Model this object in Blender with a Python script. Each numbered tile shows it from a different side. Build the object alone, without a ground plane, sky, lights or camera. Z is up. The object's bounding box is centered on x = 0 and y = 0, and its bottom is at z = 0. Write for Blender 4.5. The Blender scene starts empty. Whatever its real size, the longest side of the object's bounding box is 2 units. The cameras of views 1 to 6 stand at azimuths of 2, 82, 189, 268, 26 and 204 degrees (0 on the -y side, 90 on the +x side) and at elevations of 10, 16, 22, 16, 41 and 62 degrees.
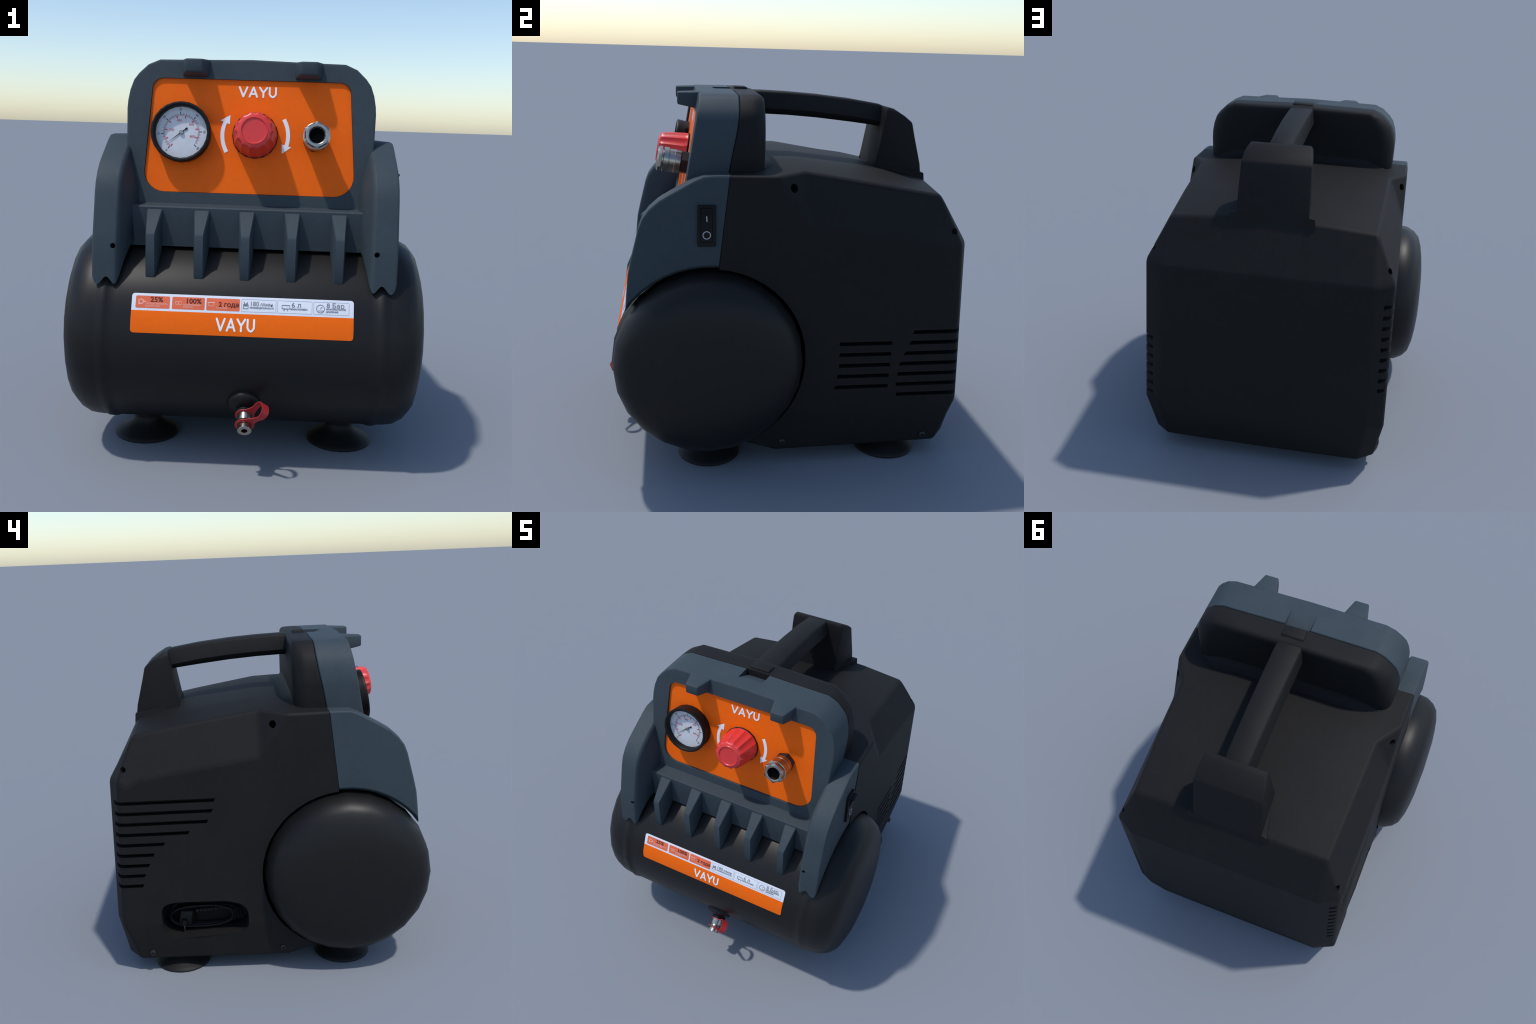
"""Small portable air compressor: horizontal black tank, charcoal motor housing,
blue-grey front cover with an orange control panel, carry handle, rubber feet."""
import bpy, bmesh, math, random
from mathutils import Vector, Matrix
from math import sin, cos, pi, radians, hypot, sqrt, atan2

random.seed(7)
COL = bpy.context.scene.collection

# ------------------------------------------------------------------ materials
def material(name, base, rough=0.5, metallic=0.0, spec=0.5, var=0.12, scale=30.0,
             bump=0.0, bump_scale=400.0, coat=0.0, base2=None, patch=4.0):
    m = bpy.data.materials.new(name)
    m.use_nodes = True
    nt = m.node_tree
    b = nt.nodes["Principled BSDF"]
    tc = nt.nodes.new("ShaderNodeTexCoord")
    n1 = nt.nodes.new("ShaderNodeTexNoise")
    n1.inputs["Scale"].default_value = patch
    n1.inputs["Detail"].default_value = 4
    n2 = nt.nodes.new("ShaderNodeTexNoise")
    n2.inputs["Scale"].default_value = scale
    n2.inputs["Detail"].default_value = 3
    nt.links.new(tc.outputs["Object"], n1.inputs["Vector"])
    nt.links.new(tc.outputs["Object"], n2.inputs["Vector"])
    add = nt.nodes.new("ShaderNodeMath"); add.operation = "ADD"
    nt.links.new(n1.outputs["Fac"], add.inputs[0])
    nt.links.new(n2.outputs["Fac"], add.inputs[1])
    ramp = nt.nodes.new("ShaderNodeMapRange")
    ramp.inputs["From Min"].default_value = 0.7
    ramp.inputs["From Max"].default_value = 1.3
    nt.links.new(add.outputs[0], ramp.inputs["Value"])
    mix = nt.nodes.new("ShaderNodeMix"); mix.data_type = "RGBA"
    hi = base2 or tuple(c * (1 + var) for c in base)
    lo = tuple(c * (1 - var) for c in base)
    mix.inputs["A"].default_value = (*lo, 1)
    mix.inputs["B"].default_value = (*hi, 1)
    nt.links.new(ramp.outputs[0], mix.inputs["Factor"])
    nt.links.new(mix.outputs["Result"], b.inputs["Base Color"])
    b.inputs["Roughness"].default_value = rough
    b.inputs["Metallic"].default_value = metallic
    b.inputs["Specular IOR Level"].default_value = spec
    b.inputs["Coat Weight"].default_value = coat
    if bump:
        n3 = nt.nodes.new("ShaderNodeTexNoise")
        n3.inputs["Scale"].default_value = bump_scale
        nt.links.new(tc.outputs["Object"], n3.inputs["Vector"])
        bp = nt.nodes.new("ShaderNodeBump")
        bp.inputs["Strength"].default_value = bump
        bp.inputs["Distance"].default_value = 0.002
        nt.links.new(n3.outputs["Fac"], bp.inputs["Height"])
        nt.links.new(bp.outputs[0], b.inputs["Normal"])
    return m

M_HOUSING = material("charcoal_plastic", (0.0106, 0.0104, 0.0106), 0.64, spec=0.19, bump=0.10, bump_scale=500)
M_COVER = material("blue_grey_plastic", (0.0415, 0.0575, 0.0695), 0.62, spec=0.20, var=0.06, bump=0.08, bump_scale=500)
M_TANK = material("black_painted_steel", (0.0088, 0.0085, 0.0084), 0.44, spec=0.28, bump=0.04, bump_scale=300)
M_RUBBER = material("black_rubber", (0.007, 0.0072, 0.0075), 0.6, spec=0.3)
M_ORANGE = material("orange_print", (0.94, 0.142, 0.004), 0.5, spec=0.15, var=0.03)
M_ORANGE_LABEL = material("orange_label_print", (0.92, 0.146, 0.004), 0.5, spec=0.15, var=0.03)
M_CORAL = material("coral_label_print", (0.74, 0.145, 0.065), 0.5, spec=0.25, var=0.05)
M_WHITE = material("white_print", (0.90, 0.90, 0.93), 0.5, spec=0.3, var=0.02)
M_LABEL_WHITE = material("label_white", (0.72, 0.75, 0.82), 0.5, spec=0.25, var=0.03)
M_LABEL_GREY = material("label_grey_print", (0.17, 0.18, 0.21), 0.5, spec=0.2, var=0.03)
M_LABEL_LINE = material("label_frame_print", (0.36, 0.38, 0.43), 0.5, spec=0.2, var=0.03)
M_LABEL_DARK = material("label_maroon_print", (0.085, 0.016, 0.014), 0.5, spec=0.2, var=0.03)
M_LABEL_PINK = material("label_pale_print", (0.85, 0.42, 0.34), 0.5, spec=0.2, var=0.03)
M_RED = material("red_plastic", (0.72, 0.042, 0.040), 0.36, spec=0.5, var=0.06)
M_RED_RUBBER = material("red_rubber", (0.40, 0.022, 0.026), 0.5, spec=0.4, var=0.06)
M_STEEL = material("brushed_steel", (0.43, 0.395, 0.345), 0.24, metallic=1.0, var=0.08, bump=0.05, bump_scale=200)
M_DARKMETAL = material("dark_metal", (0.03, 0.03, 0.032), 0.45, metallic=0.6, var=0.1)
M_BLACK = material("black_plastic", (0.006, 0.0063, 0.0068), 0.5, spec=0.22)
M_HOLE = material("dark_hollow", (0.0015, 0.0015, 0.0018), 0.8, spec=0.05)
M_DIAL = material("dial_white", (0.62, 0.63, 0.67), 0.35, spec=0.4, var=0.05, patch=12)
M_INK = material("black_ink", (0.035, 0.035, 0.05), 0.5, spec=0.2)
M_INK_RED = material("red_ink", (0.58, 0.07, 0.10), 0.5, spec=0.2)
M_MARK = material("switch_mark_print", (0.45, 0.47, 0.5), 0.5, spec=0.2)

# ------------------------------------------------------------------ helpers
ROOT = bpy.data.objects.new("air_compressor", None)
ROOT["label"] = "compact portable air compressor with orange control panel and black tank"
ROOT["category"] = "air compressor"
COL.objects.link(ROOT)

def obj(name, me, mat=None, parent=ROOT, smooth=35.0):
    o = bpy.data.objects.new(name, me)
    COL.objects.link(o)
    if mat is not None:
        me.materials.clear(); me.materials.append(mat)
    if smooth is not None:
        shade(me, smooth)
    if parent is not None:
        o.parent = parent
    return o

def shade(me, angle):
    bm = bmesh.new(); bm.from_mesh(me)
    lim = radians(angle)
    for f in bm.faces: f.smooth = True
    for e in bm.edges:
        e.smooth = not (len(e.link_faces) == 2 and e.calc_face_angle(0) > lim)
    bm.to_mesh(me); bm.free()

def mesh(verts, faces):
    me = bpy.data.meshes.new("m")
    me.from_pydata([tuple(v) for v in verts], [], faces)
    return fix(me)

def fix(me):
    bm = bmesh.new(); bm.from_mesh(me)
    bmesh.ops.remove_doubles(bm, verts=bm.verts, dist=1e-5)
    bmesh.ops.recalc_face_normals(bm, faces=bm.faces)
    bm.to_mesh(me); bm.free(); me.update()
    return me

def loft(rings, cap0=True, cap1=True, closed=True):
    n = len(rings[0]); V = [v for r in rings for v in r]; F = []
    for i in range(len(rings) - 1):
        for j in range(n if closed else n - 1):
            k = (j + 1) % n
            F.append((i * n + j, i * n + k, (i + 1) * n + k, (i + 1) * n + j))
    if cap0: F.append(tuple(range(n))[::-1])
    if cap1: F.append(tuple(range((len(rings) - 1) * n, len(rings) * n)))
    return mesh(V, F)

def frame_from(axis, up=Vector((0, 0, 1))):
    """matrix whose z is axis, y near up"""
    z = Vector(axis).normalized()
    if abs(z.dot(up)) > .999: up = Vector((0, 1, 0))
    x = up.cross(z).normalized(); y = z.cross(x)
    return Matrix((x, y, z)).transposed().to_4x4()

def revolve(profile, origin, axis, seg=32, cap0=True, cap1=True, poly=None, phase=0.0):
    """profile: (distance along axis, radius)"""
    M = Matrix.Translation(origin) @ frame_from(axis)
    rings = []
    for i, (h, r) in enumerate(profile):
        ring = []
        for j in range(seg):
            a = 2 * pi * j / seg + phase
            rr = r * (poly(i, a) if poly else 1)
            ring.append(M @ Vector((rr * cos(a), rr * sin(a), h)))
        rings.append(ring)
    return loft(rings, cap0, cap1)

def tube(path, r, seg=10, closed=False):
    pts = [Vector(p) for p in path]; rings = []
    n = len(pts); up = Vector((0.31, 0.2, 0.93))
    for i, p in enumerate(pts):
        a = pts[(i - 1) % n] if closed or i else p
        b = pts[(i + 1) % n] if closed or i < n - 1 else p
        M = frame_from(b - a, up)
        rr = r(i / (n - 1)) if callable(r) else r
        rings.append([p + (M.to_3x3() @ Vector((rr * cos(2 * pi * j / seg), rr * sin(2 * pi * j / seg), 0))) for j in range(seg)])
    if closed: rings.append(rings[0])
    return loft(rings, not closed, not closed)

def join(meshes):
    bm = bmesh.new()
    for me in meshes: bm.from_mesh(me)
    out = bpy.data.meshes.new("m"); bm.to_mesh(out); bm.free()
    return out

def bevel(me, w, seg=2, angle=20, skip=None):
    bm = bmesh.new(); bm.from_mesh(me)
    es = [e for e in bm.edges if len(e.link_faces) == 2 and e.calc_face_angle(0) > radians(angle) and not (skip and skip(e))]
    bmesh.ops.bevel(bm, geom=es, offset=w, offset_type="OFFSET", segments=seg, profile=0.5, affect="EDGES", clamp_overlap=True)
    bm.to_mesh(me); bm.free()
    return me

def box(c, s, rot=None, bev=0.0, seg=2):
    V = [Vector((x, y, z)) for x in (-s[0] / 2, s[0] / 2) for y in (-s[1] / 2, s[1] / 2) for z in (-s[2] / 2, s[2] / 2)]
    me = mesh(V, [(0, 1, 3, 2), (4, 6, 7, 5), (0, 4, 5, 1), (2, 3, 7, 6), (0, 2, 6, 4), (1, 5, 7, 3)])
    if bev: bevel(me, bev, seg)
    me.transform(Matrix.Translation(c) @ (rot or Matrix.Identity(4)))
    return me

def hexa(lo, hi):
    """two quads -> solid"""
    return mesh(list(lo) + list(hi), [(3, 2, 1, 0), (4, 5, 6, 7), (0, 1, 5, 4), (1, 2, 6, 5), (2, 3, 7, 6), (3, 0, 4, 7)])

def cut(me, cutters, op="DIFFERENCE"):
    """exact boolean of a mesh with a list of cutter meshes"""
    o = bpy.data.objects.new("tmp", me); COL.objects.link(o)
    tmp = []
    for c in cutters:
        co = bpy.data.objects.new("tmpc", c); COL.objects.link(co); tmp.append(co)
        md = o.modifiers.new("b", "BOOLEAN"); md.operation = op; md.object = co; md.solver = "EXACT"
    dg = bpy.context.evaluated_depsgraph_get()
    out = bpy.data.meshes.new_from_object(o.evaluated_get(dg), depsgraph=dg)
    for x in [o] + tmp: bpy.data.objects.remove(x)
    return out

def weighted(o):
    """flat faces keep flat shading beside their rounded edges"""
    md = o.modifiers.new("weighted_normals", "WEIGHTED_NORMAL")
    md.keep_sharp = True; md.weight = 80
    dg = bpy.context.evaluated_depsgraph_get()
    me = bpy.data.meshes.new_from_object(o.evaluated_get(dg), depsgraph=dg)
    o.modifiers.clear(); o.data = me
    return o

def rounded_poly(corners, seg=5):
    """corners: (u, v, radius) -> rounded outline"""
    out = []; n = len(corners)
    for i in range(n):
        p = Vector(corners[i][:2]); r = corners[i][2]
        a = Vector(corners[i - 1][:2]); b = Vector(corners[(i + 1) % n][:2])
        da = (a - p).normalized(); db = (b - p).normalized()
        if r < 1e-6: out.append(p); continue
        ang = da.angle(db); t = r / math.tan(ang / 2)
        t = min(t, (a - p).length * .49, (b - p).length * .49); rr = t * math.tan(ang / 2)
        c = p + (da + db).normalized() * (rr / sin(ang / 2))
        s = p + da * t - c; e = p + db * t - c
        a0 = atan2(s.y, s.x); a1 = atan2(e.y, e.x); d = (a1 - a0 + pi) % (2 * pi) - pi
        for k in range(seg + 1):
            q = a0 + d * k / seg
            out.append(c + Vector((cos(q), sin(q))) * rr)
    return out

def offset_poly(pts, d):
    """move a counter-clockwise or clockwise closed outline inward by d"""
    n = len(pts); P = [Vector(p) for p in pts]
    area = sum(P[i].x * P[(i + 1) % n].y - P[(i + 1) % n].x * P[i].y for i in range(n))
    s = 1 if area > 0 else -1
    out = []
    for i in range(n):
        a, p, b = P[i - 1], P[i], P[(i + 1) % n]
        n1 = Vector((-(p - a).y, (p - a).x)); n2 = Vector((-(b - p).y, (b - p).x))
        n1 = n1.normalized() if n1.length > 1e-9 else n2.normalized()
        n2 = n2.normalized() if n2.length > 1e-9 else n1
        m = (n1 + n2).normalized(); k = 1 / max(.35, m.dot(n1))
        out.append(p + m * d * k * s)
    return out

# flat artwork: lists of 2-D pieces, mapped onto a surface
def stroke(pts, w, cap=6):
    """polyline of constant width with round ends and joints -> list of (verts, faces)"""
    pieces = []
    P = [Vector(p) for p in pts]
    for a, b in zip(P, P[1:]):
        d = (b - a).normalized(); ang = atan2(d.y, d.x)
        out = [b + Vector((cos(ang - pi / 2 + pi * k / cap), sin(ang - pi / 2 + pi * k / cap))) * w / 2 for k in range(cap + 1)]
        out += [a + Vector((cos(ang + pi / 2 + pi * k / cap), sin(ang + pi / 2 + pi * k / cap))) * w / 2 for k in range(cap + 1)]
        pieces.append((out, [tuple(range(len(out)))]))
    return pieces

def ribbon(pts, w):
    P = [Vector(p) for p in pts]; V = []; F = []
    for i, p in enumerate(P):
        d = (P[min(i + 1, len(P) - 1)] - P[max(i - 1, 0)]).normalized(); nrm = Vector((-d.y, d.x))
        V += [p + nrm * w / 2, p - nrm * w / 2]
        if i: F.append((2 * i - 2, 2 * i - 1, 2 * i + 1, 2 * i))
    return (V, F)

def arc2(c, r, a0, a1, n=24):
    return [(c[0] + r * cos(radians(a0 + (a1 - a0) * k / n)), c[1] + r * sin(radians(a0 + (a1 - a0) * k / n))) for k in range(n + 1)]

def text2(body, size, at, align="CENTER", rot=0.0, sx=1.0, bold=0.0):
    cu = bpy.data.curves.new("t", "FONT"); cu.body = body; cu.size = 1; cu.align_x = align; cu.align_y = "CENTER"
    cu.resolution_u = 3; cu.offset = bold
    o = bpy.data.objects.new("t", cu); COL.objects.link(o)
    dg = bpy.context.evaluated_depsgraph_get(); dg.update()
    me = bpy.data.meshes.new_from_object(o.evaluated_get(dg), depsgraph=dg)
    V = []
    ca, sa = cos(radians(rot)), sin(radians(rot))
    for v in me.vertices:
        x, y = v.co.x * size * sx, v.co.y * size
        V.append(Vector((at[0] + x * ca - y * sa, at[1] + x * sa + y * ca)))
    F = [tuple(p.vertices) for p in me.polygons]
    bpy.data.objects.remove(o); bpy.data.curves.remove(cu); bpy.data.meshes.remove(me)
    return [(V, F)]

def artwork(name, pieces, mapping, lift, mat, parent, seams=(), radial=False):
    V, F = [], []; base = 0
    for k, (vs, fs) in enumerate(pieces):
        if seams:
            bm = bmesh.new(); q = [bm.verts.new((v[0], v[1], 0)) for v in vs]
            for f in fs:
                try: bm.faces.new([q[i] for i in f])
                except ValueError: pass
            for sv in seams:
                bmesh.ops.bisect_plane(bm, geom=bm.verts[:] + bm.edges[:] + bm.faces[:], plane_co=(0, sv, 0), plane_no=(0, 1, 0))
            bm.verts.index_update()
            vs = [v.co.copy() for v in bm.verts]; fs = [tuple(v.index for v in f.verts) for f in bm.faces]; bm.free()
        for v in vs: V.append(mapping(v[0], v[1], lift + 2e-5 * (k % 7)))
        F += [tuple(i + base for i in f) for f in fs]; base += len(vs)
    me = bpy.data.meshes.new("m"); me.from_pydata([tuple(v) for v in V], [], F)
    bm = bmesh.new(); bm.from_mesh(me)
    mid = mapping(0.001, 0, lift + .1) - mapping(0.001, 0, lift)
    for f in bm.faces:
        f.normal_update()
        if f.normal.dot(mid) < 0: f.normal_flip()
    bm.to_mesh(me); bm.free()
    o = obj(name, me, mat, parent, smooth=None); o["kind"] = "stuff"
    if radial:      # print on the tank shares the tank's smooth curvature
        for p in me.polygons: p.use_smooth = True
        me.normals_split_custom_set_from_vertices([Vector((0, v.co.y - TC[0], v.co.z - TC[1])).normalized() for v in me.vertices])
    return o

def letters_vayu(x0, x1, z0, z1, w):
    """four stroke-drawn capitals in a box"""
    W = x1 - x0; H = z1 - z0
    P = lambda u, v: (x0 + u * W, z0 + v * H)
    L = [[(0, 1), (.105, 0), (.21, 1)],
         [(.276, 0), (.38, 1), (.48, 0)], [(.33, .3), (.43, .3)],
         [(.55, 1), (.65, .45), (.75, 1)], [(.65, .45), (.65, 0)],
         [(.82, 1), (.82, .3), (.86, .08), (.91, 0), (.95, .08), (.99, .3), (.99, 1)]]
    return [q for l in L for q in stroke([P(*p) for p in l], w)]

# ------------------------------------------------------------------ reference sizes
TC = (-0.425, 0.625)          # tank axis (y, z)
TR = 0.494                    # tank radius
OPEN_R = 0.510                # opening in the housing
SLOPE = 0.168                 # lean of the front frame
y_front = lambda z: -0.468 + SLOPE * (z - 1.978)
def y_seam(z):
    pts = [(1.05, -.383), (1.13, -.376), (1.61, -.322), (1.70, -.306), (1.80, -.284), (1.90, -.268), (2.1, -.258)]
    for (a, ya), (b, yb) in zip(pts, pts[1:]):
        if z <= b or b == 2.1: return ya + (yb - ya) * (z - a) / (b - a)
PN = Vector((0, -1, SLOPE)).normalized()      # panel normal
PUP = Vector((0, SLOPE, 1)).normalized()
y_panel = lambda z: y_front(z) + 0.012
def on_panel(u, v, lift):
    """u = x, v = world height on the panel"""
    return Vector((u, y_panel(v), v)) + PN * lift

# ------------------------------------------------------------------ tank
prof = [(-.900, .0), (-.8935, .2), (-.885, .28), (-.873, .35), (-.850, .42), (-.815, .459), (-.765, .486), (-.730, .4915), (-.700, .494),
        (-.684, .4945), (-.672, .500), (-.655, .5015), (-.640, .4975), (-.628, .4925), (-.60, TR)]
prof = prof + [(-x, r) for x, r in reversed(prof)]
NT = 24
def tank_ring(x, r, n=NT):
    return [Vector((x, TC[0] - r * cos(2 * pi * j / n), TC[1] + r * sin(2 * pi * j / n))) for j in range(n)]
me = loft([tank_ring(x, max(r, 1e-4)) for x, r in prof])
tank = obj("tank", me, M_TANK, smooth=50)

def tank_radius(th):
    """polygonal tank radius at angle th above the front horizontal"""
    step = 2 * pi / NT
    t = (th % step) - step / 2
    return TR * cos(step / 2) / cos(t)

# ------------------------------------------------------------------ motor housing (charcoal)
BACK = 0.972
SX = 0.724                    # half width of the flanks
h = dict(A=(.718, -.325, 1.606), A2=(.717, -.09, 1.603), B=(.720, -.376, 1.13), C=(.722, -.40, .62), D=(.717, -.25, .155),
         E=(.712, -.06, .09), F=(.682, .845, .09), G=(SX, .934, .36), H=(.712, .893, 1.247), I=(.713, .846, 1.214), J=(.708, .764, 1.256),
         K=(.717, .075, 1.36), M=(SX, -.30, .31), R0=(.616, .07, 1.614), R1=(.606, .45, 1.552), R2=(.592, .800, 1.489),
         S0=(0, -.325, 1.640), S1=(.33, -.325, 1.636), S2=(.614, -.325, 1.608),
         P10=(0, .07, 1.634), P11=(.33, .07, 1.632), P20=(0, .45, 1.593), P21=(.32, .45, 1.586), P30=(0, .812, 1.524), P31=(.31, .808, 1.514),
         N0=(0, .957, 1.235), N1=(.31, .957, 1.235), N=(.598, .956, 1.235), Q0=(0, .980, .38), Q1=(.40, .983, .40), Q=(.622, .978, .37),
         U0=(0, .930, .095), U=(.590, .930, .10), E0=(0, -.06, .09), D0=(0, -.25, .155), M0=(0, -.30, .31), C0=(0, -.40, .62), B0=(0, -.376, 1.13))
faces = ["A A2 K B", "B K M C", "K J I H G M", "M G F E D", "A2 R0 K", "A S2 R0 A2", "S2 S1 P11 R0", "S1 S0 P10 P11", "R0 P11 P21 R1", "P11 P10 P20 P21",
         "R1 P21 P31 R2", "P21 P20 P30 P31", "R0 R1 R2 J K", "R2 H I J", "R2 N H", "P31 N1 N R2", "P30 N0 N1 P31", "N0 Q0 Q1 N1", "N1 Q1 Q N", "N Q G H",
         "Q0 U0 U Q Q1", "Q U F G", "U0 E0 E F U", "E0 D0 D E", "D D0 M0 M", "M M0 C0 C", "C C0 B0 B", "B B0 S0 S1 S2 A"]
V, F, idx = [], [], {}
for side in (1, -1):
    for k, v in h.items():
        idx[(k, side)] = len(V); V.append((v[0] * side, v[1], v[2]))
    for f in faces:
        q = tuple(idx[(k, side)] for k in f.split())
        F.append(q if side == 1 else q[::-1])
body = mesh(V, F)
def on_front(e):
    return all(v.co.y < -.2 and v.co.z > .15 for v in e.verts)
bevel(body, 0.018, 3, 14, skip=lambda e: on_front(e))
fix(body)

def tank_cutter(r0, bump=0.0, half=1.2):
    """cylinder round the tank axis; with bump, waves that clear the tank bead and round the arm tips"""
    wave = [(.560, .026), (.575, .016), (.590, .004)] if bump else []
    wave += [(.602 + .088 * t / 12, .021 * (1 - cos(2 * pi * t / 12)) / 2) for t in range(13)] if bump else []
    wave += [(.702, .005), (.712, .016), (.73, .03)] if bump else []
    xs = [(-half, r0)] + [(-x, r0 + b) for x, b in reversed(wave)] + [(x, r0 + b) for x, b in wave] + [(half, r0)]
    return loft([[Vector((x, TC[0] - r * cos(2 * pi * (j + .5) / 48), TC[1] + r * sin(2 * pi * (j + .5) / 48))) for j in range(48)] for x, r in xs])

cutters = [tank_cutter(OPEN_R)]
# cooling slots: long ones wrap round the rear corner
def slot(side, y0, y1, z, hgt=.021, skew0=0.0, wrap=False, depth=.05):
    a = hgt / 2; s = side
    x0, x1 = s * (.72 - depth), s * .80
    if not wrap:
        q = lambda x: [Vector((x, y0 - skew0 / 2, z - a)), Vector((x, y1, z - a)), Vector((x, y1, z + a)), Vector((x, y0 + skew0 / 2, z + a))]
        return hexa(q(x0), q(x1))
    # outline seen from above, following side and chamfer
    inner = [(s * (.714 - depth), y0), (s * (.714 - depth), .885), (s * .645, .900)]
    outer = [(s * .80, y0), (s * .80, .99), (s * .695, 1.02)]
    top = inner + outer[::-1]
    tip = lambda zz, sh: [Vector((x, y + (sh if abs(y - y0) < 1e-6 else 0), zz)) for x, y in top]
    return loft([tip(z - a, -skew0 / 2), tip(z + a, skew0 / 2)])
for k, y in enumerate((.346, .362, .392, .505, .652, .716, .748, .777, .793)):          # left side, nine
    cutters.append(slot(-1, y, 0, 1.117 - .0645 * k, .024, -.014, wrap=True))
for k, y in enumerate((.265, .267, .268, .262, .249)):                                  # right side, inner column
    cutters.append(slot(1, y, .553 - .002 * k, .709 - .0622 * k, .021, -.0 if k < 4 else .012))
for k, y in enumerate((.668, .652, .626, .602, .595, .59, .595)):                       # right side, outer column
    cutters.append(slot(1, y, 0, .767 - .0600 * k, .021, .012 if k < 4 else 0, wrap=True))
# cord pocket in the left flank
pocket = rounded_poly([(.178, .262, .07), (.700, .232, .10), (.700, .468, .105), (.60, .484, .3), (.30, .478, .3), (.178, .44, .09)], 6)
cutters.append(loft([[Vector((x, p.x, p.y)) for p in pocket] for x in (-.80, -.535)]))
# screw wells
for s in (1, -1):
    cutters.append(revolve([(-.05, .0235), (.06, .0235)], (s * .690, -.004, 1.541), (s * .9, .45, .2), 14))
    cutters.append(revolve([(-.05, .0185), (.06, .0185)], (s * .664, .853, 1.304), (s * .6, .7, .4), 14))
bmesh_ok = cut(body, cutters)
housing = obj("motor_housing", bmesh_ok, M_HOUSING, smooth=32)
weighted(housing)
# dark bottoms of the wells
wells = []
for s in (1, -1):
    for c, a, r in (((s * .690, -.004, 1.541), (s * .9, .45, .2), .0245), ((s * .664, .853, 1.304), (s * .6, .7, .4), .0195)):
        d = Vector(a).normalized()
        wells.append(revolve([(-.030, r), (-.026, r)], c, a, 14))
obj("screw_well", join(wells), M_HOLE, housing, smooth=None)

# housing back plate behind the front frame (rounded arch)
def arch(inset=0.0, zb=1.30, crown=.010):
    pts = [(.605, zb), (.613, 1.60), (.6165, 1.736), (.614, 1.775), (.605, 1.826), (.588, 1.875), (.564, 1.908), (.518, 1.952), (.460, 1.977), (.30, 1.980), (0, 1.980 + crown * .7)]
    pts = pts + [(-x, z) for x, z in reversed(pts[:-1])]
    return offset_poly(pts, inset) if inset else [Vector(p) for p in pts]
def arch_round(ix, iz, zb):
    """arch outline pulled in by ix at the sides and iz at the top"""
    base = arch(0, zb); inn = offset_poly(base, 1e-3); out = []
    for p, q in zip(base, inn):
        d = (q - p) * 1e3
        k = d.normalized()
        out.append(p + Vector((d.x * ix, d.y * (ix + (iz - ix) * abs(k.y)))) if p.y > zb + .01 else p + Vector((d.x * ix, 0)))
    return out
rings = []
for ix, iz, ys in ((.004, .004, None), (.0005, .0005, .004), (.002, .0008, .055), (.008, .0012, .075), (.020, .002, .095), (.036, .004, .110), (.054, .010, .121), (.074, .022, .1275), (.095, .040, .129)):
    ring = []
    for p in arch_round(ix, iz, 1.45):
        y = y_seam(p.y) if ys is None else (y_seam(p.y) + ys if ys < .05 else max(-.262 + ys, y_seam(p.y) + .02))
        ring.append(Vector((p.x, y, p.y)))
    rings.append(ring)
arch_me = loft(rings)
# curved foot where the arch runs into the deck
foot = []
for dy, dz in ((0, .055), (.008, .034), (.020, .018), (.040, .006), (.062, .000), (.085, -.006), (.10, -.03)):
    foot.append([Vector((x, -.138 + dy * (.4 + .6 * f), z + (dz if dz < 0 else dz * f))) for x, z, f in ((-.612, 1.598, .0), (-.57, 1.606, .12), (-.53, 1.613, .5), (-.45, 1.6235, 1), (-.33, 1.632, 1), (0, 1.635, 1),
                 (.33, 1.632, 1), (.45, 1.6235, 1), (.53, 1.613, .5), (.57, 1.606, .12), (.612, 1.598, .0))])
foot.append([Vector((p.x, -.20, p.z - .1)) for p in foot[-1]]); foot.append([Vector((p.x, -.20, p.z)) for p in foot[0]])
foot_me = loft([list(r) for r in zip(*foot)])
back_arch = weighted(obj("arch", join([arch_me, foot_me]), M_HOUSING, housing, smooth=45))

# latch block on the arch
lt = hexa([(-.077, -.262, 1.92), (.077, -.262, 1.92), (.077, -.150, 1.92), (-.077, -.150, 1.92)],
          [(-.062, -.254, 1.998), (.062, -.254, 1.998), (.066, -.185, 1.996), (-.066, -.185, 1.996)])
lt = cut(bevel(lt, .005, 2), [revolve([(-.03, .008), (.05, .008)], (0, -.25, 1.982), (0, -1, 0), 12)])
obj("latch", lt, M_HOUSING, housing)

# ------------------------------------------------------------------ handle
rings = []
for y, zt, dz, wt, wm in ((-.16, 1.978, .128, .074, .088), (-.10, 1.978, .127, .074, .088), (.05, 1.9725, .127, .072, .089), (.22, 1.9615, .128, .070, .090), (.42, 1.9405, .128, .068, .091), (.59, 1.914, .122, .066, .091), (.625, 1.898, .11, .066, .091)):
    half = [(0, 0), (wt - .010, -.001), (wt - .002, -.006), (wt + .002, -.014), (wm - .002, -.085), (wm, -.094), (wm - .010, -.112), (wm - .026, -dz), (0, -dz - .002)]
    ring = [Vector((x, y, zt + z)) for x, z in half] + [Vector((-x, y, zt + z)) for x, z in reversed(half[1:-1])]
    rings.append(ring)
handle = obj("handle", loft(rings), M_HOUSING, housing, smooth=40)

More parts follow.
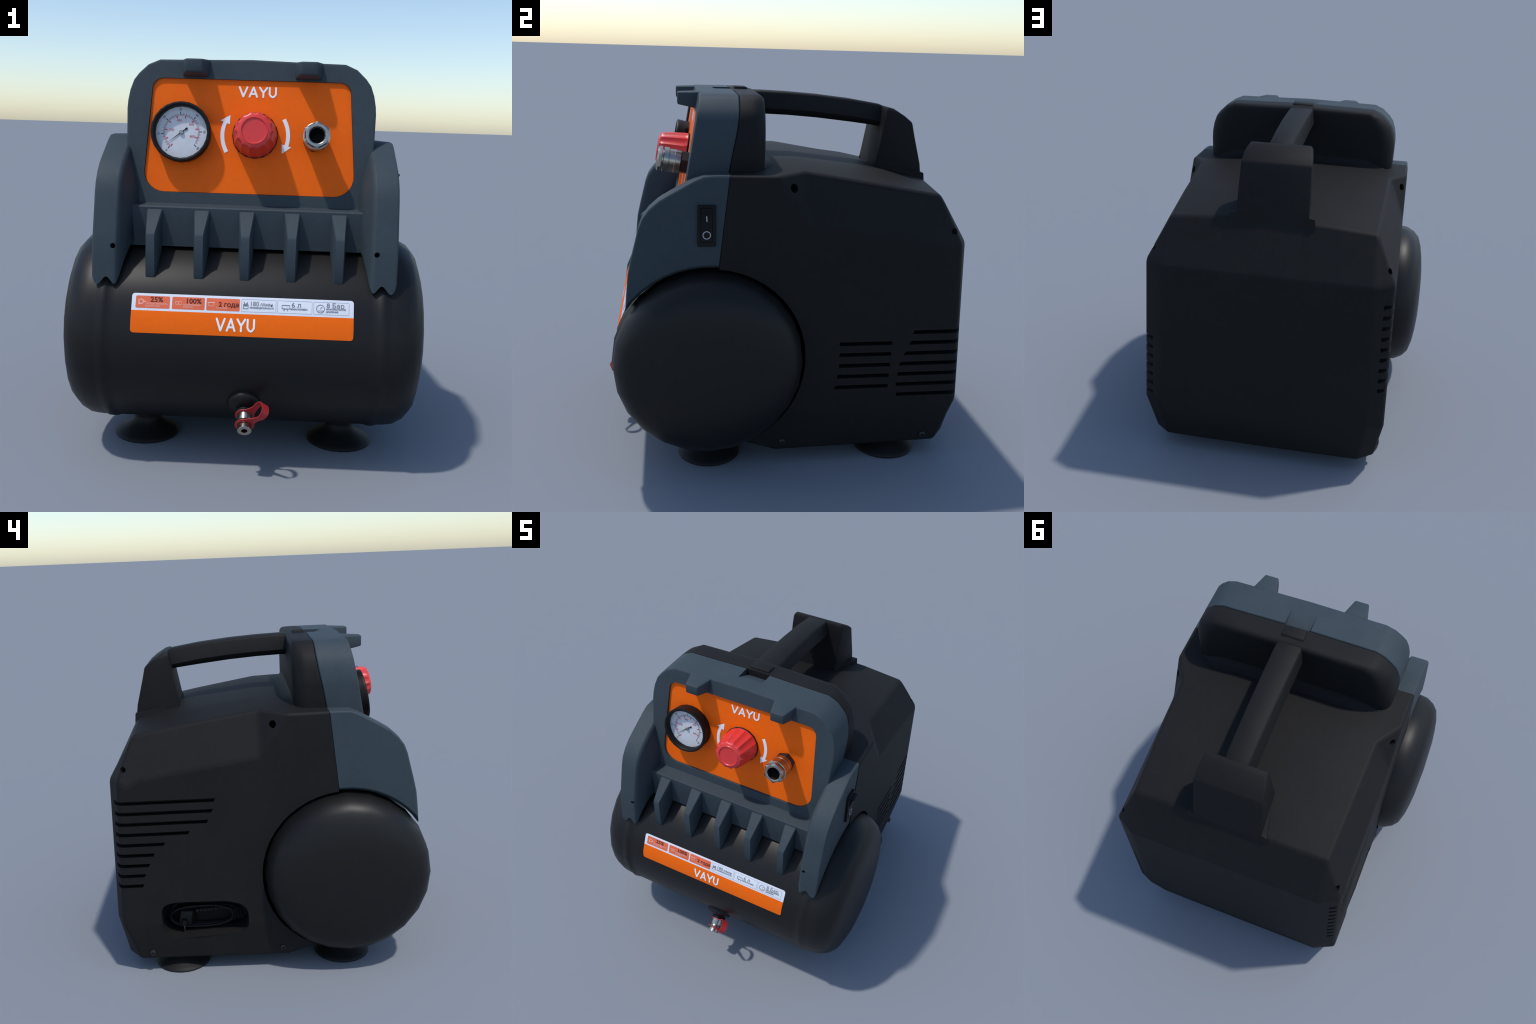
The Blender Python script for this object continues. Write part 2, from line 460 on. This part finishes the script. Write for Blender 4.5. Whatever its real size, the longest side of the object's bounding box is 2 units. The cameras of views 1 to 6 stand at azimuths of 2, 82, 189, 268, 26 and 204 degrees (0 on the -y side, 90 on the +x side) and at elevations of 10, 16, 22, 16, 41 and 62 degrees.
# rear post of the handle, standing on the deck
lvl = [  # z, front y, back y, front half width, back half width
    (1.45, .530, .828, .182, .208), (1.592, .550, .808, .182, .206), (1.75, .577, .765, .183, .202)]
V = []
for z, yf, yb, wf, wb in lvl:
    V.append([Vector((-wf, yf, z)), Vector((wf, yf, z)), Vector((wb, yb, z)), Vector((-wb, yb, z))])
V.append([Vector((-.184, .588, 1.825)), Vector((.184, .588, 1.825)), Vector((.200, .747, 1.824)), Vector((-.200, .747, 1.824))])
V.append([Vector((-.182, .598, 1.888)), Vector((.182, .598, 1.888)), Vector((.196, .698, 1.862)), Vector((-.196, .698, 1.862))])
V.append([Vector((-.170, .602, 1.908)), Vector((.170, .602, 1.908)), Vector((.178, .640, 1.898)), Vector((-.178, .640, 1.898))])
post_me = bevel(loft(V), .010, 2, 22)
wedges = []
for s in (1, -1):
    w = mesh([(s * .165, .545, 1.588), (s * .212, .814, 1.548), (s * .240, .820, 1.545), (s * .246, .827, 1.46), (s * .15, .827, 1.47), (s * .15, .545, 1.50), (s * .178, .545, 1.50), (s * .15, .812, 1.55)],
             [(0, 1, 2), (0, 2, 3, 6), (1, 7, 4, 3, 2), (0, 7, 1), (0, 5, 4, 7), (6, 3, 4, 5), (0, 6, 5)])
    wedges.append(w)
obj("handle_post", join([post_me] + wedges), M_HOUSING, housing, smooth=28)

# ------------------------------------------------------------------ front cover (blue-grey)
# upper frame
rings = []
for inset, d in ((.012, 0.0), (.0035, .0035), (0, .012), (0, .10), (0, None), (.004, "s")):
    ring = []
    for p in arch(inset, zb=1.262):
        z = p.y
        if d is None: y = y_seam(z) - .008
        elif d == "s": y = y_seam(z) - .003
        else: y = y_front(z) + d
        ring.append(Vector((p.x, y, z)))
    rings.append(ring)
frame_me = loft(rings)
panel_out = rounded_poly([(-.490, 1.888, .055), (-.527, 1.331, .10), (.527, 1.331, .10), (.487, 1.888, .055)], 7)
recess = loft([[Vector((p.x, y_front(p.y) - .05, p.y)) for p in panel_out], [Vector((p.x, y_panel(p.y) + .006, p.y)) for p in panel_out]])
ramp = hexa([(-.078, -.388, 1.990), (.078, -.388, 1.990), (.078, -.20, 1.918), (-.078, -.20, 1.918)],
            [(-.078, -.385, 2.05), (.078, -.385, 2.05), (.078, -.20, 2.05), (-.078, -.20, 2.05)])
frame_me = cut(frame_me, [recess, ramp])

# side arms reaching over the tank
arm_front = [(-.328, 1.607), (-.40, 1.607), (-.455, 1.603), (-.505, 1.580), (-.56, 1.548), (-.62, 1.514), (-.675, 1.480), (-.722, 1.438), (-.755, 1.392),
             (-.775, 1.340), (-.792, 1.270), (-.812, 1.190), (-.830, 1.110), (-.838, 1.03), (-.846, .93), (-.850, .86)]
def arm(s):
    n = len(arm_front)
    def prof(d, back):
        out = []
        for i, (y, z) in enumerate(arm_front):
            a = Vector(arm_front[max(i - 1, 0)]); b = Vector(arm_front[min(i + 1, n - 1)])
            t = (b - a).normalized(); nr = Vector((-t.y, t.x))      # inward normal guess
            if nr.dot(Vector((-.40, 1.1)) - Vector((y, z))) < 0: nr = -nr
            q = Vector((y, z)) + nr * d
            if i == 0: q.x = y_seam(q.y) - .003 - back
            if i == 1: q.x = min(q.x, -.37)
            out.append(q)
        out[-1].y = .86
        out += [Vector((-.42, .80)), Vector((y_seam(1.06) - .003 - back, 1.05))]
        return out
    rings = []
    for x, d, bk in ((.545, .165, .0), (.566, .095, 0), (.588, .022, 0), (.600, .0055, 0), (.612, 0, 0), (.703, 0, 0), (.711, .003, 0.0), (.7155, .010, .004)):
        rings.append([Vector((s * x, p.x, p.y)) for p in prof(d, bk)])
    me = loft(rings)
    holes = [revolve([(-.03, .0125), (.05, .0125)], (s * .617, -.830, 1.094), (0, -1, .1), 16)]
    return cut(me, [tank_cutter(OPEN_R, 1)] + holes)
block = [(-.33, 1.30), (-.565, 1.290), (-.59, 1.275), (-.664, 1.2705), (-.670, 1.264), (-.671, 1.07), (-.672, .98), (-.40, .98), (-.36, 1.15)]
block_me = cut(loft([[Vector((x, y, z)) for y, z in block] for x in (-.572, .572)]), [tank_cutter(OPEN_R + .004)])
cover = obj("cowl", join([frame_me, arm(1), arm(-1), block_me]), M_COVER, smooth=32)
weighted(cover)
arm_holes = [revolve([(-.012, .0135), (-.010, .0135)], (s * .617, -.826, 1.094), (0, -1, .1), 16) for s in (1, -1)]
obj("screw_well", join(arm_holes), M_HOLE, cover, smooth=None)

# stiffening ribs
rib_line = [(-.655, 1.257), (-.680, 1.254), (-.797, 1.158), (-.8035, 1.146), (-.8005, .950), (-.796, .940)]
def rib():
    V = []
    def half(y): return .0225 + .0155 * max(0, min(1, (y + .80) / .12))
    prof = rib_line + [(-.765, .972), (-.70, 1.05), (-.64, 1.10)]
    rings = []
    for k, inset in ((-1, .006), (-.86, 0), (.86, 0), (1, .006)):
        c = Vector((-.70, 1.1)); ring = []
        for i, (y, z) in enumerate(prof):
            d = (c - Vector((y, z))).normalized() * inset if i < 6 else Vector((0, 0))
            ring.append(Vector((k * half(y), y + d.x, z + d.y)))
        rings.append(ring)
    return loft(rings)
rib_me = rib()
for k, x in enumerate((-.446, -.2165, .002, .221, .447)):
    o = obj("rib", rib_me, M_COVER if k == 0 else None, cover, smooth=30 if k == 0 else None)
    o.location.x = x

# hook tabs on the top edge
for s in (1, -1):
    b = [(s * .350, -.455, 1.892), (s * .205, -.455, 1.892), (s * .205, -.455, 1.981), (s * .350, -.455, 1.981)]
    t = [(s * .320, -.574, 1.914), (s * .237, -.574, 1.914), (s * .237, -.574, 1.9765), (s * .320, -.574, 1.9765)]
    obj("hook_tab", bevel(hexa([Vector(p) for p in b], [Vector(p) for p in t]), .008, 3), M_COVER, cover)

# ------------------------------------------------------------------ orange panel and its print
pin = offset_poly(panel_out, .0015)
panel_me = loft([[Vector((p.x, y_panel(p.y), p.y)) for p in pin], [Vector((p.x, y_panel(p.y) + .004, p.y)) for p in pin]])
panel = obj("control_panel", panel_me, M_ORANGE, ROOT, smooth=30)
artwork("lettering", letters_vayu(-.061, .121, 1.808, 1.853, .0095), on_panel, .0015, M_WHITE, panel)
KC = (.024, 1.618)
def arrow(a0, a1, sgn):
    r, w = .163, .0195
    body_ = ribbon(arc2(KC, r, a0, a1, 14), w)
    e = Vector(arc2(KC, r, a1, a1)[0]); t = Vector((-sin(radians(a1)), cos(radians(a1)))) * sgn; nn = Vector((cos(radians(a1)), sin(radians(a1))))
    head = ([e + nn * .025, e - nn * .025, e + t * .043 - nn * .010], [(0, 1, 2)])
    return [body_, head]
artwork("arrow", arrow(211, 158, -1), on_panel, .0015, M_WHITE, panel)
artwork("arrow", arrow(31, -16, -1), on_panel, .0015, M_WHITE, panel)

# ------------------------------------------------------------------ pressure gauge
DIAL = 0.036
GC = Vector((-.338, y_panel(1.618), 1.618))
gauge = obj("pressure_gauge", revolve([(-.005, .1440), (.030, .1445), (.058, .1460), (.068, .1475), (.073, .1450), (.075, .1400), (.074, .1340), (.069, .1295), (.050, .1272), (.028, .1265)], GC, PN, 24), M_BLACK, ROOT, smooth=40)
face = revolve([(DIAL - .004, .1268), (DIAL, .1268)], GC, PN, 24)
obj("dial", face, M_DIAL, gauge, smooth=30)
GM = Matrix.Translation(GC) @ Matrix((Vector((1, 0, 0)), PUP, PN)).transposed().to_4x4()
on_dial = lambda u, v, lift: GM @ Vector((u, v, DIAL + lift))
ab = lambda v: 231 - 4.56 * v          # outer scale 0..60
ar = lambda v: 233.5 - .3140 * v       # inner red scale 0..850
tick = lambda a, r0, r1, w: ribbon([(r0 * cos(radians(a)), r0 * sin(radians(a))), (r1 * cos(radians(a)), r1 * sin(radians(a)))], w)
blk = [ribbon(arc2((0, 0), .0880, ab(0), ab(60), 48), .0009)]
for v in range(0, 61, 2):
    blk.append(tick(ab(v), .0880, .1015 if v % 10 == 0 else .0965, .0036 if v % 10 == 0 else .0012))
for v in range(0, 61, 10):
    a = ab(v)
    blk += text2(str(v), .0150, (.1125 * cos(radians(a)), .1125 * sin(radians(a))), rot=a - 90)
artwork("scale_print", blk, on_dial, .0008, M_INK, gauge)
red = [ribbon(arc2((0, 0), .0845, ar(0), ar(850), 48), .0011)]
for v in range(0, 851, 20):
    red.append(tick(ar(v), .0845, .0785, .0011))
for v in range(0, 801, 100):
    red.append(tick(ar(v), .0850, .0705, .0050))
for v, (u, w) in ((200, (-.049, .011)), (400, (-.012, .058)), (600, (.048, .040)), (800, (.054, -.019))):
    red += text2(str(v), .0170, (u, w))
artwork("scale_print", red, on_dial, .0009, M_INK_RED, gauge)
na = radians(217.5)
nd = Vector((cos(na), sin(na))); nn = Vector((-nd.y, nd.x))
npts = [nd * .081, nd * .02 + nn * .0020, nd * .0 + nn * .0035, -nd * .018 + nn * .0022, -nd * .032 + nn * .0046, -nd * .037 + nn * .0030,
        -nd * .037 - nn * .0030, -nd * .032 - nn * .0046, -nd * .018 - nn * .0022, -nn * .0035, nd * .02 - nn * .0020]
obj("needle", loft([[on_dial(p.x, p.y, l) for p in npts] for l in (.0025, .004)]), M_BLACK, gauge, smooth=30)
obj("needle_hub", revolve([(DIAL, .0105), (DIAL + .008, .0105), (DIAL + .010, .0085)], GC, PN, 20), M_STEEL, gauge)

# ------------------------------------------------------------------ regulator knob
KO = Vector((KC[0], y_panel(KC[1]), KC[1]))
def flute(i, a):
    """fourteen hollow-ground facets with crisp ridges, fading out on the rounded shoulder"""
    k = (0, .055, .065, .070, .075, .075, .06, .025, 0, 0, 0, 0, 0, 0)[i]
    t = (a * 14 / (2 * pi)) % 1.0
    return 1 - k * sin(pi * t) ** .9
kprof = [(.010, .1095), (.016, .1120), (.030, .1115), (.088, .104), (.138, .0955), (.153, .0925), (.162, .0875), (.1665, .080), (.1685, .071), (.1690, .068), (.1715, .066), (.1720, .061), (.167, .0575), (.166, .0)]
knob = obj("regulator_knob", revolve([(d, max(r, 1e-4)) for d, r in kprof], KO, PN, 112, poly=flute), M_RED, ROOT, smooth=40)
obj("knob_ring", revolve([(-.002, .113), (.008, .1145), (.011, .111)], KO, PN, 16), M_BLACK, knob, smooth=30)

# ------------------------------------------------------------------ quick coupler
CO = Vector((.322, y_panel(1.606), 1.606))
coupler = obj("air_coupler", revolve([(.030, .055), (.032, .0600), (.058, .0610), (.0595, .0620), (.063, .0620), (.0645, .0610), (.090, .0605), (.0915, .0585), (.0935, .0585), (.095, .0655), (.120, .0655), (.1225, .0610), (.1235, .050), (.134, .050)], CO + PN * .012, PN, 28), M_STEEL, ROOT, smooth=30)
obj("coupler_base", bevel(revolve([(-.002, .062), (.043, .062)], CO, PN, 6, phase=.3), .003, 1), M_DARKMETAL, coupler, smooth=25)
hexf = lambda a: cos(pi / 6) / cos(((a + pi / 6) % (pi / 3)) - pi / 6)
nut = revolve([(.129, .052), (.1315, .0675), (.146, .0675), (.1510, .0600), (.1540, .0540), (.1540, .0440), (.151, .0400), (.136, .0375)], CO + PN * .012, PN, 48, cap0=True, cap1=True,
              poly=lambda i, a: hexf(a) if i in (1, 2) else (.45 + .55 * hexf(a) if i == 3 else 1))
obj("coupler_nut", nut, M_STEEL, coupler, smooth=30)
obj("coupler_bore", revolve([(.1360, .0373), (.1366, .0373)], CO + PN * .012, PN, 20), M_HOLE, coupler, smooth=None)

# ------------------------------------------------------------------ rocker switch (right arm)
SWC = Vector((.7225, -.4405, 1.3595))
bez = bevel(box(SWC, (.020, .090, .207)), .003, 1)
bez = cut(bez, [box(SWC + Vector((.012, 0, .004)), (.02, .060, .170))])
switch = obj("rocker_switch", bez, M_BLACK, ROOT, smooth=30)
rk = [(-.083, .006), (-.083, .013), (-.004, .0095), (.06, .024), (.083, .036), (.087, .030), (.087, .0)]
yy = lambda s: SWC.y + s * .0285
rocker = loft([[Vector((SWC.x + d, yy(s), SWC.z + .004 + z)) for z, d in rk] for s in (-1, 1)])
obj("rocker", bevel(rocker, .0015, 1), M_BLACK, switch, smooth=30)
def on_rock(u, v, lift):
    a, b = ((-.083, .013), (-.004, .0095)) if v < -.004 else ((-.004, .0095), (.06, .024))
    t = (v - a[0]) / (b[0] - a[0])
    return Vector((SWC.x + a[1] + (b[1] - a[1]) * t + lift, SWC.y + u, SWC.z + .004 + v))
artwork("switch_mark", stroke([(-.001, .047), (.001, .022)], .0055), on_rock, .0012, M_MARK, switch)
artwork("switch_mark", [ribbon(arc2((0, -.049), .0185, 0, 360, 28), .0042)], on_rock, .0012, M_MARK, switch)

# ------------------------------------------------------------------ tank label
LA0, LA1 = radians(8.9), radians(30.6)
LH = 1.0
def on_label(u, v, lift):
    """u = x, v = 0 (bottom) .. 1 (top)"""
    th = LA0 + (LA1 - LA0) * v
    r = tank_radius(th) + .0012 + lift
    return Vector((u, TC[0] - r * cos(th), TC[1] + r * sin(th)))
ASP = (LA1 - LA0) * TR          # metres per unit v
def label_part(name, x0, x1, v0, v1, rad, mat, lift, parent, corners=(1, 1, 1, 1)):
    out = rounded_poly([(x0, v0 * ASP, rad * corners[0] + 1e-7), (x1, v0 * ASP, rad * corners[1] + 1e-7), (x1, v1 * ASP, rad * corners[2] + 1e-7), (x0, v1 * ASP, rad * corners[3] + 1e-7)], 4)
    bm = bmesh.new()
    f = bm.faces.new([bm.verts.new((p.x, p.y, 0)) for p in out])
    for k in range(1, 24):
        bmesh.ops.bisect_plane(bm, geom=bm.verts[:] + bm.edges[:] + bm.faces[:], plane_co=(0, ASP * k / 24, 0), plane_no=(0, 1, 0))
    for kv in ((radians(t) - LA0) / (LA1 - LA0) * ASP for t in (15, 30)):
        bmesh.ops.bisect_plane(bm, geom=bm.verts[:] + bm.edges[:] + bm.faces[:], plane_co=(0, kv, 0), plane_no=(0, 1, 0))
    for v in bm.verts: v.co = on_label(v.co.x, v.co.y / ASP, lift)
    for f in bm.faces:
        f.normal_update()
        if f.normal.y > 0: f.normal_flip()
    m_ = bpy.data.meshes.new("m"); bm.to_mesh(m_); bm.free()
    o_ = obj(name, m_, mat, parent, smooth=60)
    m_.normals_split_custom_set_from_vertices([Vector((0, v.co.y - TC[0], v.co.z - TC[1])).normalized() for v in m_.vertices])
    return o_
SPLIT = .565
label = label_part("label", -.519, .519, .0, SPLIT, .014, M_ORANGE_LABEL, 0, ROOT, (1, 1, 0, 0))
label_part("label_band", -.519, .519, SPLIT, 1.0, .014, M_LABEL_WHITE, 0, label, (0, 0, 1, 1))
LV = lambda u, v, lift: on_label(u, v / ASP, lift)
KINK = [(radians(t) - LA0) / (LA1 - LA0) * ASP for t in (15, 30)]
artwork("lettering", letters_vayu(-.116, .060, .135 * ASP, .425 * ASP, .0095), LV, .001, M_WHITE, label, KINK, radial=True)
boxes = [(-.500, -.340), (-.329, -.176), (-.168, -.012), (-.003, .157), (.164, .325), (.333, .497)]
B0, B1 = .625, .935
for k, (a, b) in enumerate(boxes):
    if k < 3:
        label_part("label_box", a, b, B0, B1, .005, M_CORAL, .0006, label)
    else:
        p = rounded_poly([(a, B0 * ASP, .003), (b, B0 * ASP, .003), (b, B1 * ASP, .003), (a, B1 * ASP, .003)], 2)
        artwork("label_box", [ribbon(list(p) + [p[0]], .0016)], LV, .0006, M_LABEL_LINE, label, radial=True)
ROW = lambda f: (B0 + (B1 - B0) * f) * ASP
big, small = [], []
for txt, x, f, sz, sx in (("25%", -.402, .70, .033, 1.08), ("100%", -.229, .67, .033, 1.05)):
    big += text2(txt, sz, (x, ROW(f)), sx=sx, bold=.018)
big += text2("2 года", .031, (-.063, ROW(.50)), sx=1.05, bold=.018)
artwork("label_text", big, LV, .0014, M_LABEL_DARK, label, radial=True)
pale = text2("ЭФФЕКТИВНОСТЬ", .0115, (-.455, ROW(.36)), "LEFT", bold=.02) + text2("КОМПРЕССОРА", .0115, (-.455, ROW(.17)), "LEFT", sx=.8, bold=.02)
pale += text2("НЕПРЕРЫВНАЯ", .0115, (-.277, ROW(.36)), "LEFT", sx=.95, bold=.02) + text2("РАБОТА", .0115, (-.277, ROW(.18)), "LEFT", bold=.02)
pale += text2("ГАРАНТИИ", .0115, (-.121, ROW(.20)), "LEFT", sx=.8, bold=.02)
def icon_blob(c, w, hh):
    return [ribbon([(c[0] - w, c[1] - hh), (c[0] + w, c[1] - hh), (c[0] + w, c[1] + hh), (c[0] - w, c[1] + hh), (c[0] - w, c[1] - hh)], .003)]
pale += [ribbon(arc2((-.475, ROW(.52)), .011, 0, 360, 16), .005)] + stroke([(-.464, ROW(.52)), (-.455, ROW(.52))], .006) + stroke([(-.486, ROW(.3)), (-.481, ROW(.42))], .005)
pale += icon_blob((-.299, ROW(.50)), .015, .006) + stroke([(-.299, ROW(.4)), (-.299, ROW(.6))], .003)
pale += icon_blob((-.145, ROW(.50)), .012, .008) + stroke([(-.160, ROW(.64)), (-.130, ROW(.64))], .005)
artwork("label_text", pale, LV, .0012, M_LABEL_PINK, label, radial=True)
gr = text2("180", .031, (.056, ROW(.64)), sx=.95) + text2("л/мин", .0245, (.1130, ROW(.62)), sx=.88)
gr += text2("ПРОИЗВОДИТЕЛЬНОСТЬ", .0105, (.034, ROW(.33)), "LEFT", sx=.86, bold=.03)
gr += text2("6 л", .033, (.252, ROW(.66)), sx=1.05)
gr += text2("ОБЪЕМ РЕСИВЕРА", .0105, (.222, ROW(.34)), "LEFT", sx=.85, bold=.03)
gr += text2("8 Бар", .031, (.434, ROW(.72)), sx=1.05)
gr += text2("МАКСИМАЛЬНОЕ", .0105, (.390, ROW(.44)), "LEFT", bold=.03) + text2("ДАВЛЕНИЕ", .0105, (.390, ROW(.23)), "LEFT", sx=.98, bold=.03)
gr += [ribbon(arc2((.364, ROW(.46)), .0185, 0, 360, 24), .0025)] + stroke([(.364, ROW(.46)), (.371, ROW(.62))], .0022) + stroke([(.352, ROW(.3)), (.376, ROW(.3))], .002)
gr += icon_blob((.203, ROW(.5)), .018, .008) + stroke([(.194, ROW(.2)), (.198, ROW(.35))], .003) + stroke([(.212, ROW(.2)), (.208, ROW(.35))], .003)
gr += icon_blob((.016, ROW(.42)), .011, .010) + stroke([(.008, ROW(.75)), (.013, ROW(.62))], .004) + stroke([(.024, ROW(.75)), (.019, ROW(.62))], .004) + stroke([(.010, ROW(.5)), (.022, ROW(.5))], .006)
artwork("label_text", gr, LV, .0014, M_LABEL_GREY, label, radial=True)

# ------------------------------------------------------------------ feet
foot_prof = [(.0, .172), (.006, .174), (.012, .170), (.020, .156), (.036, .126), (.052, .099), (.066, .082), (.078, .073), (.092, .068), (.128, .067)]
for k, (x, y) in enumerate(((.523, -.412), (-.523, -.412), (.535, .603), (-.535, .603))):
    f = revolve(foot_prof, (x, y, 0), (0, 0, 1), 28)
    fo = obj("foot", f, M_RUBBER, smooth=45)
    if y < 0:
        obj("foot_mount", revolve([(.10, .071), (.112, .073), (.20, .073)], (x, y, 0), (0, 0, 1), 28), M_TANK, fo, smooth=40)

# ------------------------------------------------------------------ drain valve with red strap
VA = Vector((.03, -.85, -.527)).normalized()
VT = Vector((.029, -.940, .250))          # centre of the open end
VB = VT - VA * .185
flange_axis = Vector((0, -.825, -.565)).normalized()
fc = Vector((.018, TC[0] - .825 * (TR - .03), TC[1] - .565 * (TR - .03)))
valve = obj("drain_valve", revolve([(.0, .082), (.034, .082), (.040, .080), (.048, .072), (.055, .058), (.060, .040)], fc, flange_axis, 28), M_TANK, ROOT, smooth=40)
obj("valve_collar", revolve([(-.02, .040), (.050, .040), (.054, .045), (.086, .046), (.092, .042)], VB, VA, 24), M_BLACK, valve, smooth=35)
stem = [(.085, .036), (.128, .036), (.132, .034), (.136, .034), (.140, .036), (.146, .036), (.150, .030), (.158, .030), (.162, .0335), (.1835, .0345), (.185, .0335), (.185, .0150), (.165, .0140)]
obj("valve_stem", revolve(stem, VB, VA, 28), M_STEEL, valve, smooth=35)
obj("valve_bore", revolve([(.1655, .0134), (.1665, .0134)], VB, VA, 16), M_HOLE, valve, smooth=None)
# strap: two rings round the stem joined by an outward loop of flat band
def washer(d):
    M = Matrix.Translation(VB + VA * d) @ frame_from(VA)
    rings = []
    for r, z in ((.034, -.002), (.047, -.002), (.047, .002), (.034, .002)):
        rings.append([M @ Vector((r * cos(2 * pi * k / 32), r * sin(2 * pi * k / 32), z)) for k in range(32)])
    rings.append(rings[0])
    return loft(rings, False, False)
SIDE = Vector((1, 0, 0)); OUT = (SIDE - VA * SIDE.dot(VA)).normalized(); ACR = VA.cross(OUT).normalized()
LD = (OUT * .66 + ACR * (1 if ACR.z > 0 else -1) * .75).normalized(); LA = VA.cross(LD).normalized()
d0, d1 = .096, .152
path = []
ctrl = [(.030, d0, .030), (.050, d0, .023), (.072, d0 - .002, .0155), (.100, d0 - .008, .0155), (.125, d0 - .002, .018), (.143, d0 + .018, .021), (.148, .142, .021), (.140, .162, .020),
        (.118, d1 + .020, .017), (.085, d1 + .012, .0155), (.052, d1 + .002, .023), (.030, d1, .030)]
fine = []
for i in range(len(ctrl) - 1):
    p0, p1, p2, p3 = (Vector(ctrl[max(i - 1, 0)]), Vector(ctrl[i]), Vector(ctrl[i + 1]), Vector(ctrl[min(i + 2, len(ctrl) - 1)]))
    for k in range(5):
        t = k / 5
        fine.append(.5 * ((2 * p1) + (p2 - p0) * t + (2 * p0 - 5 * p1 + 4 * p2 - p3) * t * t + (3 * p1 - p0 - 3 * p2 + p3) * t ** 3))
fine.append(Vector(ctrl[-1]))
rings = []
for i, q in enumerate(fine):
    t = (fine[min(i + 1, len(fine) - 1)] - fine[max(i - 1, 0)]); t = Vector((t.x, t.y)).normalized(); nr = Vector((-t.y, t.x)) * .002
    ring = []
    for sx, sw in ((1, 1), (1, -1), (-1, -1), (-1, 1)):
        a = q.x + nr.x * sx; d = q.y + nr.y * sx
        ring.append(VB + LD * a + VA * d + LA * q.z * sw)
    rings.append(ring)
obj("valve_strap", join([loft(rings), washer(d0), washer(d1)]), M_RED_RUBBER, valve, smooth=50)

# ------------------------------------------------------------------ bottom screws
def screw(s, y, z):
    ax = Vector((s, 0, 0)); c = Vector((s * (.703 if y < .3 else .690), y, z))
    head = revolve([(-.01, .0205), (.010, .0205), (.015, .018), (.018, .012), (.0185, .0)], c, ax, 18)
    slots = [box(c + ax * .020, (.016, .0045, .020)), box(c + ax * .020, (.016, .020, .0045))]
    return cut(fix(head), slots)
for s in (1, -1):
    for y in (-.026, .775):
        obj("screw", screw(s, y, .141), M_DARKMETAL, housing, smooth=30)

# ------------------------------------------------------------------ mains plug and cord in the pocket
PX = -.600
cord_obj = bpy.data.objects.new("power_cord", None); COL.objects.link(cord_obj); cord_obj.parent = ROOT
plug_me = hexa([Vector((-.545, .622, .285)), Vector((-.545, .500, .283)), Vector((-.545, .498, .378)), Vector((-.545, .606, .380))],
               [Vector((-.628, .612, .283)), Vector((-.628, .535, .281)), Vector((-.628, .520, .372)), Vector((-.628, .594, .376))])
obj("plug", bevel(plug_me, .008, 2), M_RUBBER, cord_obj)
obj("plug_base", bevel(box((-.636, .575, .303), (.030, .028, .040)), .004, 1), M_BLACK, cord_obj)
obj("plug_pin", revolve([(0, .0062), (.058, .0062), (.063, .004)], (-.640, .575, .285), (0, 0, -1), 12), M_STEEL, cord_obj)
rel = [revolve([(0, .017), (.016, .017)], (PX, .500 - .0225 * k, .364 + .001 * k), (0, -1, .05), 14) for k in range(6)]
rel.append(revolve([(0, .0105), (.125, .009), (.150, .007)], (PX, .505, .364), (0, -1, .05), 12))
obj("strain_relief", join(rel), M_RUBBER, cord_obj, smooth=35)
loops = []
for k in range(4):
    x = -.560 - .017 * k; pts = []
    cy, cz = .448 + .006 * k, .318 + .004 * k; ry = .222 - .010 * k; rz = .060 + .007 * (k % 2)
    for j in range(64):
        a = 2 * pi * j / 64
        u = cos(a); v = sin(a)
        pts.append((x + .004 * sin(3 * a + k), cy + ry * math.copysign(abs(u) ** .7, u), cz + rz * math.copysign(abs(v) ** .8, v)))
    loops.append(tube(pts, .0068, 8, closed=True))
lead = [(PX, .355, .372), (PX, .32, .371), (PX, .285, .355), (PX, .268, .322), (PX, .285, .285), (PX, .33, .264), (PX, .40, .258), (PX, .52, .256), (PX, .60, .262), (PX, .645, .300), (PX, .662, .345), (PX + .02, .645, .385), (PX + .04, .61, .402)]
loops.append(tube(lead, .0068, 8))
obj("cord", join(loops), M_RUBBER, cord_obj, smooth=60)

bpy.context.view_layer.update()

for o in list(bpy.data.objects):          # tidy: data blocks carry their object's name
    if o.data is not None and o.data.users == 1: o.data.name = o.name
